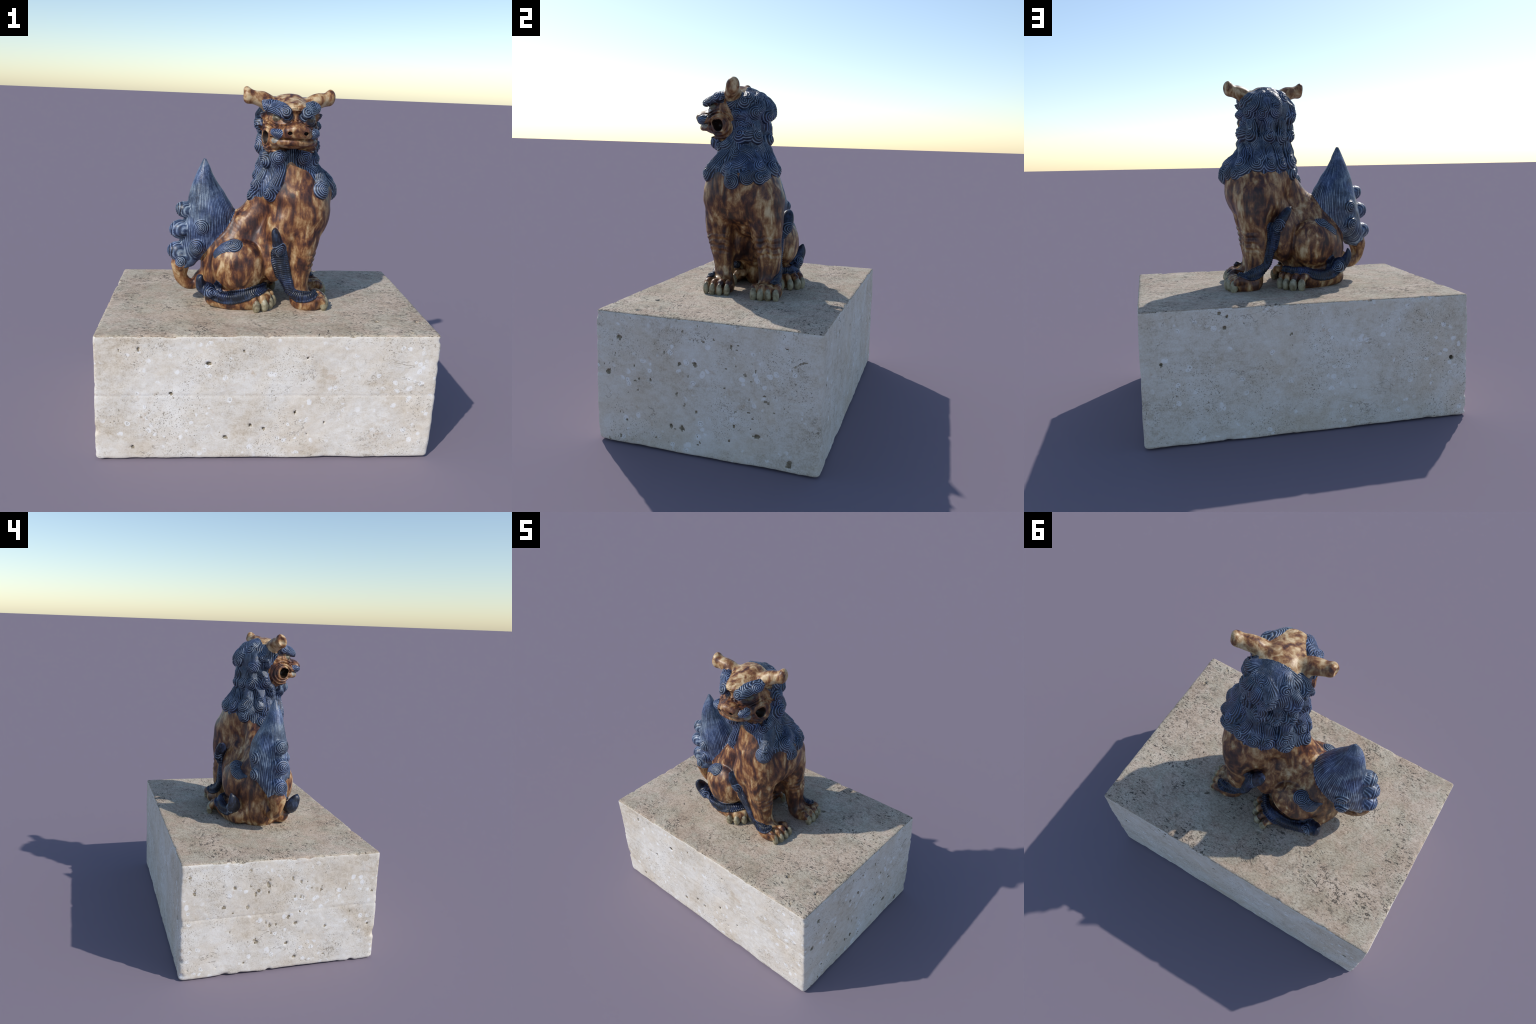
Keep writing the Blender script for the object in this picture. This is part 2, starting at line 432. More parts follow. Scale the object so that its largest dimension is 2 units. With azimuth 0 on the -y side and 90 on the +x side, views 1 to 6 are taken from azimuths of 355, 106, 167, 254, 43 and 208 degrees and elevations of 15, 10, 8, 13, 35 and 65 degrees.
        F.tube([tuple(hp(sd * 0.115, 0.022, 1.918)) + (0.046,), tuple(hp(sd * 0.15, 0.022 + slew * 0.3, 1.938)) + (0.044,),
                tuple(hp(sd * 0.195, 0.015 + slew * 0.7, 1.951)) + (0.039,), tuple(hp(sd * 0.228, 0.010 + slew, 1.961)) + (0.029,)], ("ear", sd), 0.02)
        ef = basis(fr @ np.array([sd * 0.95, -0.22, -0.10]), up=tuple(fr @ np.array([sd * 0.25, -0.42, 0.86])))
        F.ellipsoid(hp(sd * (0.242 if sd < 0 else 0.236), 0.010 + slew, 1.966), (0.034, 0.046, 0.024), ("ear", sd), 0.032, ef)
        F.ellipsoid(hp(sd * 0.268, 0.004 + slew, 1.968), (0.022, 0.034, 0.013), ("ear", sd), 0.008, ef, cut=True)
    # the lips: a slit between the jaws
    F.tube([q[:3] + (0.0045,) for q in arc(0.125, 0.140, 0.118, 1.7465, 0)], None, 0, n=3, cut=True)
#CURLS
# ---------------------------------------------------------------- curls of hair
# part, about where, radius, tail length, rise, turn of the tail from upright (degrees), winding
CURLS = [
    ('mane', (0.248, -0.180, 1.858), 0.034, 0.07, 0.018, 60, 1),
    ('mane', (0.249, -0.048, 1.882), 0.040, 0.075, 0.018, 15, 1),
    ('mane', (0.179, 0.019, 1.911), 0.028, 0.06, 0.012, 20, -1),
    ('mane', (0.269, -0.088, 1.804), 0.034, 0.07, 0.020, 70, 1),
    ('mane', (0.264, -0.064, 1.748), 0.030, 0.06, 0.012, 60, 1),
    ('mane', (0.233, 0.017, 1.816), 0.042, 0.09, 0.020, 20, 1),
    ('mane', (0.265, -0.066, 1.690), 0.048, 0.09, 0.024, 60, 1),
    ('mane', (0.224, 0.032, 1.682), 0.044, 0.12, 0.020, -25, 1),
    ('mane', (0.225, -0.175, 1.605), 0.038, 0.07, 0.018, 40, 1),
    ('mane', (0.340, -0.100, 1.494), 0.046, 0.13, 0.018, 25, 1),
    ('mane', (0.289, 0.068, 1.509), 0.048, 0.15, 0.020, -30, 1),
    ('mane', (0.373, -0.077, 1.423), 0.042, 0.11, 0.016, -25, -1),
    ('mane', (0.370, 0.015, 1.450), 0.040, 0.10, 0.014, 5, -1),
    ('mane', (0.291, -0.250, 1.462), 0.048, 0.16, 0.022, 8, 1),
    ('mane', (0.259, -0.035, 1.730), 0.034, 0.08, 0.010, 0, -1),
    ('mane', (0.110, 0.040, 1.910), 0.032, 0.05, 0.010, 0, 1),
    ('mane', (0.062, 0.085, 1.818), 0.044, 0.10, 0.018, -15, -1),
    ('mane', (0.150, 0.075, 1.800), 0.040, 0.10, 0.018, 10, 1),
    ('mane', (0.109, 0.083, 1.668), 0.040, 0.11, 0.018, -15, 1),
    ('mane', (0.329, 0.080, 1.452), 0.040, 0.10, 0.015, 40, 1),
    ('mane', (0.200, 0.130, 1.510), 0.046, 0.14, 0.020, 10, 1),
    ('mane', (0.120, 0.130, 1.500), 0.044, 0.14, 0.018, -5, -1),
    ('mane', (0.040, 0.110, 1.505), 0.042, 0.13, 0.018, -5, -1),
    ('mane', (-0.008, 0.008, 1.909), 0.032, 0.07, 0.014, 10, 1),
    ('mane', (-0.077, -0.061, 1.846), 0.030, 0.07, 0.014, 20, -1),
    ('mane', (-0.052, -0.003, 1.771), 0.042, 0.09, 0.022, 0, -1),
    ('mane', (-0.073, -0.114, 1.798), 0.028, 0.06, 0.018, -50, -1),
    ('mane', (0.020, 0.060, 1.663), 0.040, 0.10, 0.016, 0, -1),
    ('mane', (-0.039, 0.005, 1.656), 0.042, 0.09, 0.022, 0, -1),
    ('mane', (-0.061, -0.100, 1.679), 0.044, 0.08, 0.022, -40, -1),
    ('mane', (-0.022, -0.155, 1.604), 0.038, 0.07, 0.018, -40, -1),
    ('mane', (-0.025, 0.045, 1.510), 0.046, 0.13, 0.022, 0, -1),
    ('mane', (-0.060, -0.065, 1.518), 0.046, 0.13, 0.024, -15, -1),
    ('mane', (-0.057, 0.058, 1.444), 0.042, 0.10, 0.012, 30, -1),
    ('mane', (-0.053, -0.182, 1.853), 0.026, 0.05, 0.014, 30, -1),
    ('mane', (0.005, -0.215, 1.429), 0.044, 0.16, 0.020, 12, -1),
    ('mane', (-0.066, -0.110, 1.461), 0.040, 0.12, 0.020, 15, -1),
    ('mane', (-0.090, -0.080, 1.405), 0.040, 0.09, 0.012, 20, 1),
    ('beard', (0.034, -0.272, 1.640), 0.042, 0.07, 0.006, 15, 1),
    ('beard', (0.184, -0.268, 1.640), 0.042, 0.07, 0.006, -15, -1),
    ('forelimb', (0.062, -0.285, 1.125), 0.043, 0.0, 0.010, 0, 1),
    ('forelimb.001', (0.096, 0.210, 1.132), 0.043, 0.0, 0.010, 0, 1),
    ('hindlimb', (-0.189, -0.223, 1.125), 0.048, 0.17, 0.013, -115, 1),
    ('hindlimb.001', (-0.205, 0.142, 1.157), 0.046, 0.14, 0.013, 120, -1),
    ('hindlimb', (-0.312, -0.264, 0.849), 0.042, 0.0, 0.010, 0, 1),
    ('hindlimb.001', (-0.268, 0.213, 0.875), 0.040, 0.0, 0.010, 0, 1),
    ('head', (0.052, -0.345, 1.889), 0.037, 0.115, 0.004, -55, -1),
    ('head', (0.177, -0.333, 1.886), 0.037, 0.115, 0.004, 55, 1),
    ('head', (0.256, -0.232, 1.922), 0.038, 0.0, 0.007, 0, -1),
    ('head', (-0.046, -0.238, 1.922), 0.038, 0.0, 0.007, 0, 1),
    ('head', (-0.005, -0.325, 1.780), 0.021, 0.06, 0.006, 100, 1),
    ('head', (0.220, -0.310, 1.780), 0.021, 0.06, 0.006, -100, -1),
    ('tail', (-0.523, -0.090, 1.312), 0.044, 0.0, 0.004, 0, 1),
    ('tail', (-0.554, -0.086, 1.190), 0.048, 0.0, 0.004, 0, 1),
    ('tail', (-0.567, -0.078, 1.056), 0.048, 0.0, 0.004, 0, 1),
    ('tail', (-0.387, -0.200, 1.217), 0.046, 0.0, 0.005, 0, 1),
    ('tail', (-0.417, -0.186, 1.096), 0.046, 0.0, 0.005, 0, 1),
    ('tail', (-0.507, -0.155, 1.003), 0.034, 0.0, 0.006, 0, 1),
    ('tail', (-0.413, 0.076, 1.223), 0.042, 0.0, 0.004, 0, -1),
    ('tail', (-0.423, 0.080, 1.115), 0.042, 0.0, 0.004, 0, -1),
]

FLAME_FOOT, FLAME_TIP = np.array([-0.335, -0.055, 1.10]), np.array([-0.367, -0.074, 1.60])
FLAME_STRANDS = 76


def mane_edge(x, y):
    """Height above which the trunk is hair: lower at the sides, open over the chest bib."""
    phi = np.abs(np.degrees(np.arctan2(x - 0.135, -(y + 0.03))))
    scallop = 0.016 * np.cos(np.arctan2(y + 0.03, x - 0.135) * 11.0)
    low = np.exp(-((np.degrees(np.arctan2(x - 0.135, -(y + 0.03))) + 75) / 45) ** 2)
    return 1.458 + scallop - 0.062 * low + (0.14 + 0.062 * low) * (1 - smooth(6, 36, phi)) ** 0.7


def relief(F):
    F.begin_relief()
    done = []
    L = F.L
    torso, mane = F.label("torso"), F.label("mane")
    s, x, y, z = F.box((-0.2, -0.4, 1.40), (0.5, 0.3, 1.72))
    part = L[s]
    part[(part == torso) & (z > mane_edge(x, y))] = mane

    s, x, y, z = F.box(HEAD - 0.25, HEAD + (0.25, 0.30, 0.25))
    head, part = F.label("head"), L[s]
    f = (x - HEAD[0]) * FACE[0] + (y - HEAD[1]) * FACE[1]
    a = np.abs((x - HEAD[0]) * LEFT[0] + (y - HEAD[1]) * LEFT[1])
    hair = (part == head) & ((f < -0.045 - 0.08 * (z > 5)) | ((a > 0.10) & (f < 0.015 + 0.45 * (z - 1.80)) & (z > 1.80) & (z < 1.935)) | ((f < -0.01) & (z < 1.9)))
    part[(part == head) & (z > 1.893)] = F.label("forehead")
    part[hair] = mane

    for rows, key in F.bands:
        rows = [tuple(F.snap(q[:3])[0]) + (q[3] * 1.35,) for q in rows]
        F.band(rows, ("fringe", key), 0.0065, 0.0125, 0.0018)
    locks = list(CURLS)
    # smaller locks fill the gaps between the placed ones
    rnd = np.random.default_rng(21)
    heads = [F.snap(c[1])[0] for c in CURLS if c[0] in ("mane", "beard")]
    for zz in (1.90, 1.85, 1.79, 1.73, 1.67, 1.61, 1.56, 1.51, 1.47):
        for az in np.arange(-52, 233, 9.0):
            if zz > 1.6 and not -12 < az < 192:
                continue
            a = math.radians(az + 5 * rnd.random())
            p = np.array([0.10 + 0.22 * math.cos(a), -0.06 + 0.22 * math.sin(a), zz + 0.02 * (rnd.random() - 0.5)])
            p = F.snap(p)[0]
            if min(np.linalg.norm(p - q) for q in heads) > 0.088 and abs(p[2] - zz) < 0.05:
                heads.append(p)
                side = 1 if math.cos(a) > 0 else -1
                locks.append(("mane", tuple(p), 0.034 + 0.006 * rnd.random(), 0.10 + 0.03 * rnd.random(), 0.004, -side * 20 + 50 * (rnd.random() - 0.5), 1 if rnd.random() < 0.5 else -1))
    for i, (part, at, r, tail, rise, turn, hand) in enumerate(locks):
        if part in ("mane", "beard"):
            r, rise, tail = r * 1.12, (rise * 1.35 + 0.007) * (1 - 0.4 * smooth(1.86, 1.91, at[2])), tail * 1.25
        rnd = np.random.default_rng(100 + i)
        spec = dict(part=part, at=at, r=r, tail=tail, rise=rise, turn=turn, hand=hand, pitch=0.0088 + 0.0026 * rnd.random(),
                    groove=0.0018, on={"mane": ("mane", "torso"), "beard": ("mane", "torso")}.get(part), sway=hand * r * (0.25 + 0.35 * rnd.random()) if tail > 0.06 else 0.0)
        done.append(F.curl(spec, ("curl", part, i)))
    def strands(x, y, z, lab):
        a = np.arctan2(y + 0.07, x - 0.10)
        wob = 0.9 * np.sin(z * 30 + 3 * a) + 0.6 * np.sin(z * 47 - 5 * a)
        return np.where(lab == mane, 0.0018 * np.cos(80 * a + 2.5 * wob), 0)
    F.engrave((-0.15, -0.34, 1.40), (0.45, 0.25, 2.0), strands)

    flame = F.label("flame")

    def streaks(x, y, z, lab):
        t = (z - FLAME_FOOT[2]) / (FLAME_TIP[2] - FLAME_FOOT[2])
        cx, cy = FLAME_FOOT[0] + t * (FLAME_TIP[0] - FLAME_FOOT[0]), FLAME_FOOT[1] + t * (FLAME_TIP[1] - FLAME_FOOT[1])
        a = np.arctan2(y - cy, x - cx)
        return np.where(lab == flame, 0.0010 * np.cos(FLAME_STRANDS * a), 0) * (1 - smooth(1.52, 1.6, z)) * smooth(-0.475, -0.44, x + 0 * y)
    F.engrave((-0.56, -0.22, 0.95), (-0.16, 0.12, 1.63), streaks)

    # ripples of skin around the open mouth corners and under the eyes
    head = F.label("head")
    for sd in (-1, 1):
        c = hp(sd * 0.13, 0.10, 1.744)

        def ripple(x, y, z, lab):
            f = (x - c[0]) * FACE[0] + (y - c[1]) * FACE[1]
            r = np.sqrt((f * 0.85) ** 2 + (z - c[2]) ** 2)
            keep = smooth(0.036, 0.044, r) * (1 - smooth(0.082, 0.098, r)) * (1 - smooth(0.055, 0.10, f))
            return np.where(lab == head, 0.0036 * np.cos(2 * np.pi * (r - 0.040) / 0.019), 0) * keep
        F.engrave(c - 0.13, c + 0.13, ripple)
        e = hp(sd * 0.074, 0.13, 1.846)

        def bags(x, y, z, lab):
            a = (x - e[0]) * LEFT[0] + (y - e[1]) * LEFT[1]
            r = np.sqrt((a * 0.6) ** 2 + (z - e[2]) ** 2)
            keep = smooth(0.024, 0.03, r) * (1 - smooth(0.052, 0.062, r)) * (z < e[2] - 0.005)
            return np.where(lab == head, 0.0034 * np.cos(2 * np.pi * (r - 0.03) / 0.0135), 0) * keep
        F.engrave(e - 0.09, e + 0.09, bags)
    # combed strands across the brows and whiskers
    for sd in (-1, 1):
        hairy = (F.label(("eyebrow", sd)), F.label(("moustache", sd)))

        def comb(x, y, z, lab):
            a = (x - HEAD[0]) * LEFT[0] + (y - HEAD[1]) * LEFT[1]
            w = np.cos(2 * np.pi * (z * 0.75 + sd * a * 0.55 + 0.003 * np.sin(a * 90)) / 0.0085)
            return np.where(np.isin(lab, hairy), 0.0015 * w, 0)
        F.engrave(hp(sd * 0.09, 0.15, 1.85) - 0.15, hp(sd * 0.09, 0.15, 1.85) + 0.15, comb)
    # folds of skin above the wrists
    for key, cx, cy in (("forelimb", 0.25, -0.20), ("forelimb.001", 0.25, 0.13)):
        lab_leg = F.label(key)

        def folds(x, y, z, lab):
            sag = z + 0.25 * np.abs(y - cy) + 0.004 * np.sin(y * 90)
            wave = np.sin(np.pi * ((sag - 1.00) / 0.036)) ** 2
            keep = smooth(0.955, 1.0, z) * (1 - smooth(1.085, 1.13, z)) * smooth(0.20, 0.27, x)
            return np.where(lab == lab_leg, 0.007 * (wave - 0.4), 0) * keep
        F.engrave((0.15, cy - 0.16, 0.94), (0.36, cy + 0.16, 1.14), folds)
    # the mark scratched into the brow: three bars and a stem
    def mark(x, y, z, lab):
        a = (x - HEAD[0]) * LEFT[0] + (y - HEAD[1]) * LEFT[1] - 0.001
        bar = np.zeros(np.broadcast(x, y, z).shape, bool)
        for zz, half in ((1.927, 0.017), (1.914, 0.015), (1.899, 0.023)):
            bar |= (np.abs(z - zz) < 0.0022) & (np.abs(a) < half)
        bar |= (np.abs(a - 0.003) < 0.0022) & (np.abs(z - 1.913) < 0.015)
        return np.where(((lab == head) | (lab == F.label("forehead"))) & bar & (y < -0.2), -0.0035, 0)
    F.engrave(hp(0, 0.18, 1.91) - 0.06, hp(0, 0.18, 1.91) + 0.06, mark)
    # slight unevenness of hand-modelled clay
    idx = np.nonzero(np.abs(F.D) < 0.012)
    p = np.stack([F.ax[k][idx[k]] for k in range(3)], 1)
    F.D[idx] += 0.0022 * Lattice(5)(p, 26.0) + 0.0035 * Lattice(6)(p, 11.0)
    F.D -= F.H
    return done


# ---------------------------------------------------------------- field to mesh
def surface_net(D, lo, h):
    neg = D < 0
    nx, ny, nz = D.shape
    allv = np.ones((nx - 1, ny - 1, nz - 1), bool)
    anyv = np.zeros_like(allv)
    corners = [(a, b, c) for a in (0, 1) for b in (0, 1) for c in (0, 1)]
    for a, b, c in corners:
        q = neg[a:nx - 1 + a, b:ny - 1 + b, c:nz - 1 + c]
        allv &= q
        anyv |= q
    I, J, K = np.nonzero(anyv & ~allv)
    val = {q: D[I + q[0], J + q[1], K + q[2]] for q in corners}
    acc, cnt = np.zeros((len(I), 3)), np.zeros(len(I))
    for axis in range(3):
        for q in corners:
            if q[axis]:
                continue
            r = tuple(1 if k == axis else q[k] for k in range(3))
            a, b = val[q], val[r]
            hit = (a < 0) != (b < 0)
            t = np.where(hit, a / np.where(hit, a - b, 1), 0)
            for k in range(3):
                acc[:, k] += np.where(hit, t if k == axis else q[k], 0)
            cnt += hit
    co = np.stack([I, J, K], 1) + acc / cnt[:, None]
    vid = np.full(allv.shape, -1, np.int32)
    vid[I, J, K] = np.arange(len(I))
    faces = []
    for axis in range(3):
        a, b = [slice(None)] * 3, [slice(None)] * 3
        a[axis], b[axis] = slice(0, -1), slice(1, None)
        A, B = neg[tuple(a)], neg[tuple(b)]
        e = np.array(np.nonzero(A != B))
        o1, o2 = (axis + 1) % 3, (axis + 2) % 3
        ok = (e[o1] > 0) & (e[o2] > 0) & (e[o1] < D.shape[o1] - 1) & (e[o2] < D.shape[o2] - 1)
        e = e[:, ok]
        quad = []
        for d1, d2 in ((-1, -1), (0, -1), (0, 0), (-1, 0)):
            c = e.copy()
            c[o1] += d1
            c[o2] += d2
            quad.append(vid[c[0], c[1], c[2]])
        quad = np.stack(quad, 1)
        flip = ~A[e[0], e[1], e[2]]
        quad[flip] = quad[flip][:, ::-1]
        faces.append(quad)
    f = np.vstack(faces)
    f = f[(f >= 0).all(1)]
    return lo + co * h, f


def relax(co, f, rounds=1, amount=0.4):
    e = np.vstack([f[:, [0, 1]], f[:, [1, 2]], f[:, [2, 3]], f[:, [3, 0]]])
    for _ in range(rounds):
        s = np.zeros_like(co)
        n = np.bincount(e[:, 0], minlength=len(co)) + np.bincount(e[:, 1], minlength=len(co))
        for k in range(3):
            s[:, k] = np.bincount(e[:, 0], co[e[:, 1], k], len(co)) + np.bincount(e[:, 1], co[e[:, 0], k], len(co))
        co = co + amount * (s / np.maximum(n, 1)[:, None] - co)
    return co


def vertex_normals(co, f):
    n = np.cross(co[f[:, 2]] - co[f[:, 0]], co[f[:, 3]] - co[f[:, 1]])
    out = np.zeros_like(co)
    for j in range(4):
        for k in range(3):
            out[:, k] += np.bincount(f[:, j], n[:, k], len(co))
    return out / np.maximum(np.linalg.norm(out, axis=1), 1e-12)[:, None]


# ---------------------------------------------------------------- Blender side
import bpy


def mesh_object(name, co, f, normals=None, materials=(), slots=None):
    me = bpy.data.meshes.new(name)
    me.vertices.add(len(co))
    me.vertices.foreach_set("co", np.ascontiguousarray(co, np.float32).ravel())
    me.loops.add(f.size)
    me.loops.foreach_set("vertex_index", np.ascontiguousarray(f, np.int32).ravel())
    me.polygons.add(len(f))
    me.polygons.foreach_set("loop_start", np.arange(0, f.size, 4, dtype=np.int32))
    me.polygons.foreach_set("loop_total", np.full(len(f), 4, np.int32))
    me.update(calc_edges=True)
    me.polygons.foreach_set("use_smooth", np.ones(len(f), bool))
    for m in materials:
        me.materials.append(m)
    if slots is not None:
        me.polygons.foreach_set("material_index", np.asarray(slots, np.int32))
    if normals is not None:
        me.normals_split_custom_set_from_vertices(normals.tolist())
    ob = bpy.data.objects.new(name, me)
    bpy.context.scene.collection.objects.link(ob)
    return ob


class Nodes:
    """A short hand for building node trees."""
    def __init__(self, tree):
        self.t = tree

    def new(self, kind, **ins):
        n = self.t.nodes.new(kind)
        for k, v in ins.items():
            if hasattr(n, k) and k not in n.inputs:
                setattr(n, k, v)
            else:
                self.put(n.inputs[k], v)
        return n

    def put(self, sock, v):
        if isinstance(v, bpy.types.NodeSocket):
            self.t.links.new(v, sock)
        else:
            sock.default_value = v

    def m(self, op, a, b=0.0, c=0.0):
        n = self.t.nodes.new("ShaderNodeMath")
        n.operation = op
        for i, v in enumerate((a, b, c)):
            if i < len(n.inputs):
                self.put(n.inputs[i], v)
        return n.outputs[0]

    def step(self, a, b, x):
        n = self.t.nodes.new("ShaderNodeMapRange")
        n.interpolation_type = "SMOOTHSTEP"
        for i, v in enumerate((x, a, b, 0.0, 1.0)):
            self.put(n.inputs[i], v)
        return n.outputs[0]

    def noise(self, vec, scale, detail=3.0, rough=0.55, distort=0.0):
        n = self.t.nodes.new("ShaderNodeTexNoise")
        self.put(n.inputs["Vector"], vec)
        for k, v in (("Scale", scale), ("Detail", detail), ("Roughness", rough), ("Distortion", distort)):
            self.put(n.inputs[k], v)
        return n.outputs["Fac"]

    def cells(self, vec, scale, feature="F1"):
        n = self.t.nodes.new("ShaderNodeTexVoronoi")
        n.feature = feature
        self.put(n.inputs["Vector"], vec)
        self.put(n.inputs["Scale"], scale)
        return n.outputs["Distance"]

    def mapping(self, vec, loc=(0, 0, 0), rot=(0, 0, 0), scale=(1, 1, 1), kind="POINT"):
        n = self.t.nodes.new("ShaderNodeMapping")
        n.vector_type = kind
        self.put(n.inputs["Vector"], vec)
        n.inputs["Location"].default_value = loc
        n.inputs["Rotation"].default_value = rot
        n.inputs["Scale"].default_value = scale
        return n.outputs[0]

    def ramp(self, fac, stops):
        n = self.t.nodes.new("ShaderNodeValToRGB")
        e = n.color_ramp.elements
        while len(e) < len(stops):
            e.new(0.5)
        for q, (pos, col) in zip(e, stops):
            q.position = pos
            q.color = (*col, 1)
        self.put(n.inputs[0], fac)
        return n.outputs[0]

    def mix(self, fac, a, b, mode="MIX"):
        n = self.t.nodes.new("ShaderNodeMix")
        n.data_type = "RGBA"
        n.blend_type = mode
        self.put(n.inputs[0], fac)
        self.put(n.inputs[6], (*a, 1) if isinstance(a, tuple) else a)
        self.put(n.inputs[7], (*b, 1) if isinstance(b, tuple) else b)
        return n.outputs[2]

    def xyz(self, vec):
        n = self.t.nodes.new("ShaderNodeSeparateXYZ")
        self.put(n.inputs[0], vec)
        return n.outputs


def material(name):
    m = bpy.data.materials.new(name)
    m.use_nodes = True
    m.node_tree.nodes.clear()
    N = Nodes(m.node_tree)
    out = m.node_tree.nodes.new("ShaderNodeOutputMaterial")
    bs = m.node_tree.nodes.new("ShaderNodeBsdfPrincipled")
    m.node_tree.links.new(bs.outputs[0], out.inputs[0])
    co = m.node_tree.nodes.new("ShaderNodeTexCoord").outputs["Object"]
    return m, N, bs, co


def bump(N, bs, height, strength=0.3, dist=0.002):
    b = N.t.nodes.new("ShaderNodeBump")
    b.inputs["Strength"].default_value = strength
    b.inputs["Distance"].default_value = dist
    N.put(b.inputs["Height"], height)
    N.put(bs.inputs["Normal"], b.outputs[0])


def glossy(bs, rough, coat=0.6):
    bs.inputs["Roughness"].default_value = rough
    bs.inputs["Coat Weight"].default_value = coat
    bs.inputs["Coat Roughness"].default_value = 0.12


# glaze colours (linear)
UMBER, RUST, AMBER, STRAW, CREAM = (0.032, 0.014, 0.013), (0.100, 0.036, 0.020), (0.225, 0.093, 0.034), (0.39, 0.225, 0.10), (0.62, 0.46, 0.27)
INK, COBALT, SLATE, MIST = (0.008, 0.011, 0.021), (0.031, 0.047, 0.092), (0.105, 0.150, 0.228), (0.36, 0.42, 0.47)


def brown_glaze(name, shift=0.0, run=0.42):
    m, N, bs, co = material(name)
    q = N.mapping(co, scale=(1, 1, run))
    a = N.noise(q, 14.5, 6.0, 0.58, 1.1)
    b = N.noise(N.mapping(co, scale=(1, 1, 0.2)), 38.0, 3.0, 0.6, 0.5)
    c = N.cells(N.mapping(co, scale=(1, 1, 0.6)), 24.0)
    v = N.m("ADD", N.m("MULTIPLY", a, 0.72), N.m("MULTIPLY", b, 0.34))
    v = N.m("ADD", v, N.m("MULTIPLY_ADD", c, -0.16, 0.067 + shift))
    drip = N.noise(N.mapping(co, scale=(1, 1, 0.16)), 21.0, 2.0, 0.5, 0.4)
    v = N.m("ADD", v, N.m("MULTIPLY_ADD", drip, 0.20, -0.115))
    pool = N.noise(N.mapping(co, loc=(2, 7, 3)), 5.5, 3.0, 0.6, 0.8)
    speck = N.noise(co, 75.0, 3.0, 0.65)
    v = N.m("ADD", v, N.m("ADD", N.m("MULTIPLY_ADD", pool, 0.34, -0.165), N.m("MULTIPLY_ADD", speck, 0.12, -0.06)))
    col = N.ramp(v, [(0.37, UMBER), (0.455, RUST), (0.53, AMBER), (0.60, STRAW), (0.71, CREAM)])
    N.put(bs.inputs["Base Color"], col)
    glossy(bs, 0.42, 0.0)
    bump(N, bs, b, 0.15, 0.003)
    return m


def wave_group():
    """Strand phase of a lock on its own plane, the same rule the relief is cut with; gives 0 in a groove, 1 on a ridge."""
    g = bpy.data.node_groups.new("lock_strands", "ShaderNodeTree")
    for n, k in (("Vector", "NodeSocketVector"), ("Radius", "NodeSocketFloat"), ("Tail", "NodeSocketFloat"), ("Pitch", "NodeSocketFloat"), ("Sway", "NodeSocketFloat")):
        g.interface.new_socket(n, in_out="INPUT", socket_type=k)
    g.interface.new_socket("Ridge", in_out="OUTPUT", socket_type="NodeSocketFloat")
    N = Nodes(g)
    gi, go = g.nodes.new("NodeGroupInput").outputs, g.nodes.new("NodeGroupOutput").inputs
    p = N.xyz(gi[0])
    u, v, R, T, lam, sway = p[0], p[1], gi[1], gi[2], gi[3], gi[4]
    gg = N.m("MINIMUM", N.m("MAXIMUM", N.m("DIVIDE", v, N.m("MAXIMUM", T, 0.001)), 0.0), 1.0)
    us = N.m("DIVIDE", N.m("SUBTRACT", u, N.m("MULTIPLY", sway, N.m("SINE", N.m("MULTIPLY", gg, math.pi)))), N.m("MULTIPLY_ADD", gg, -0.45, 1.0))
    r = N.m("SQRT", N.m("ADD", N.m("MULTIPLY", u, u), N.m("MULTIPLY", v, v)))
    sp = N.m("ADD", N.m("DIVIDE", r, lam), N.m("DIVIDE", N.m("ARCTAN2", v, u), 2 * math.pi))
    k = lambda f: N.m("MULTIPLY", R, f)
    side = N.m("MULTIPLY", N.m("MULTIPLY", N.step(k(0.3), k(0.75), r), N.step(k(-0.05), k(0.25), u)), N.step(0.0, k(0.35), v))
    w = N.m("MAXIMUM", side, N.step(k(0.8), k(1.25), v))
    w = N.m("MULTIPLY", w, N.m("GREATER_THAN", T, R))
    ph = N.m("ADD", N.m("MULTIPLY", sp, N.m("SUBTRACT", 1.0, w)), N.m("MULTIPLY", N.m("DIVIDE", us, lam), w))
    waver = N.m("MULTIPLY", N.m("SINE", N.m("ADD", N.m("MULTIPLY", u, 40.0), N.m("MULTIPLY", v, 60.0))), 0.12)
    ph = N.m("ADD", ph, waver)
    N.put(go[0], N.m("MULTIPLY_ADD", N.m("COSINE", N.m("MULTIPLY", ph, 2 * math.pi)), 0.5, 0.5))
    return g


def blue_colour(N, co, ridge, pale=1.0):
    """Cobalt glaze: dark where it pools between strands, thin and pale along them."""
    blot = N.noise(co, 13.0, 3.0, 0.6, 0.4)
    fine = N.noise(co, 90.0, 2.0, 0.6)
    thin = N.m("POWER", N.m("MAXIMUM", ridge, 0.0), 1.7)
    t = N.m("ADD", N.m("MULTIPLY", thin, 0.50), N.m("MULTIPLY_ADD", blot, 0.70, -0.11))
    t = N.m("ADD", t, N.m("MULTIPLY_ADD", fine, 0.3, -0.15 + 0.04 * pale))
    col = N.ramp(t, [(0.27, INK), (0.47, COBALT), (0.68, SLATE), (0.90, MIST)])
    deep = N.mix(N.step(0.42, 0.62, N.noise(co, 6.5, 2.0, 0.5, 0.3)), (1.0, 1.0, 1.0), (0.64, 0.72, 1.02))
    col = N.mix(0.8, col, deep, "MULTIPLY")
    worn = N.m("MULTIPLY", N.step(0.56, 0.72, N.noise(co, 21.0, 4.0, 0.7)), N.step(0.55, 0.9, ridge))
    return N.mix(N.m("MULTIPLY", worn, 0.4), col, (0.34, 0.30, 0.23))


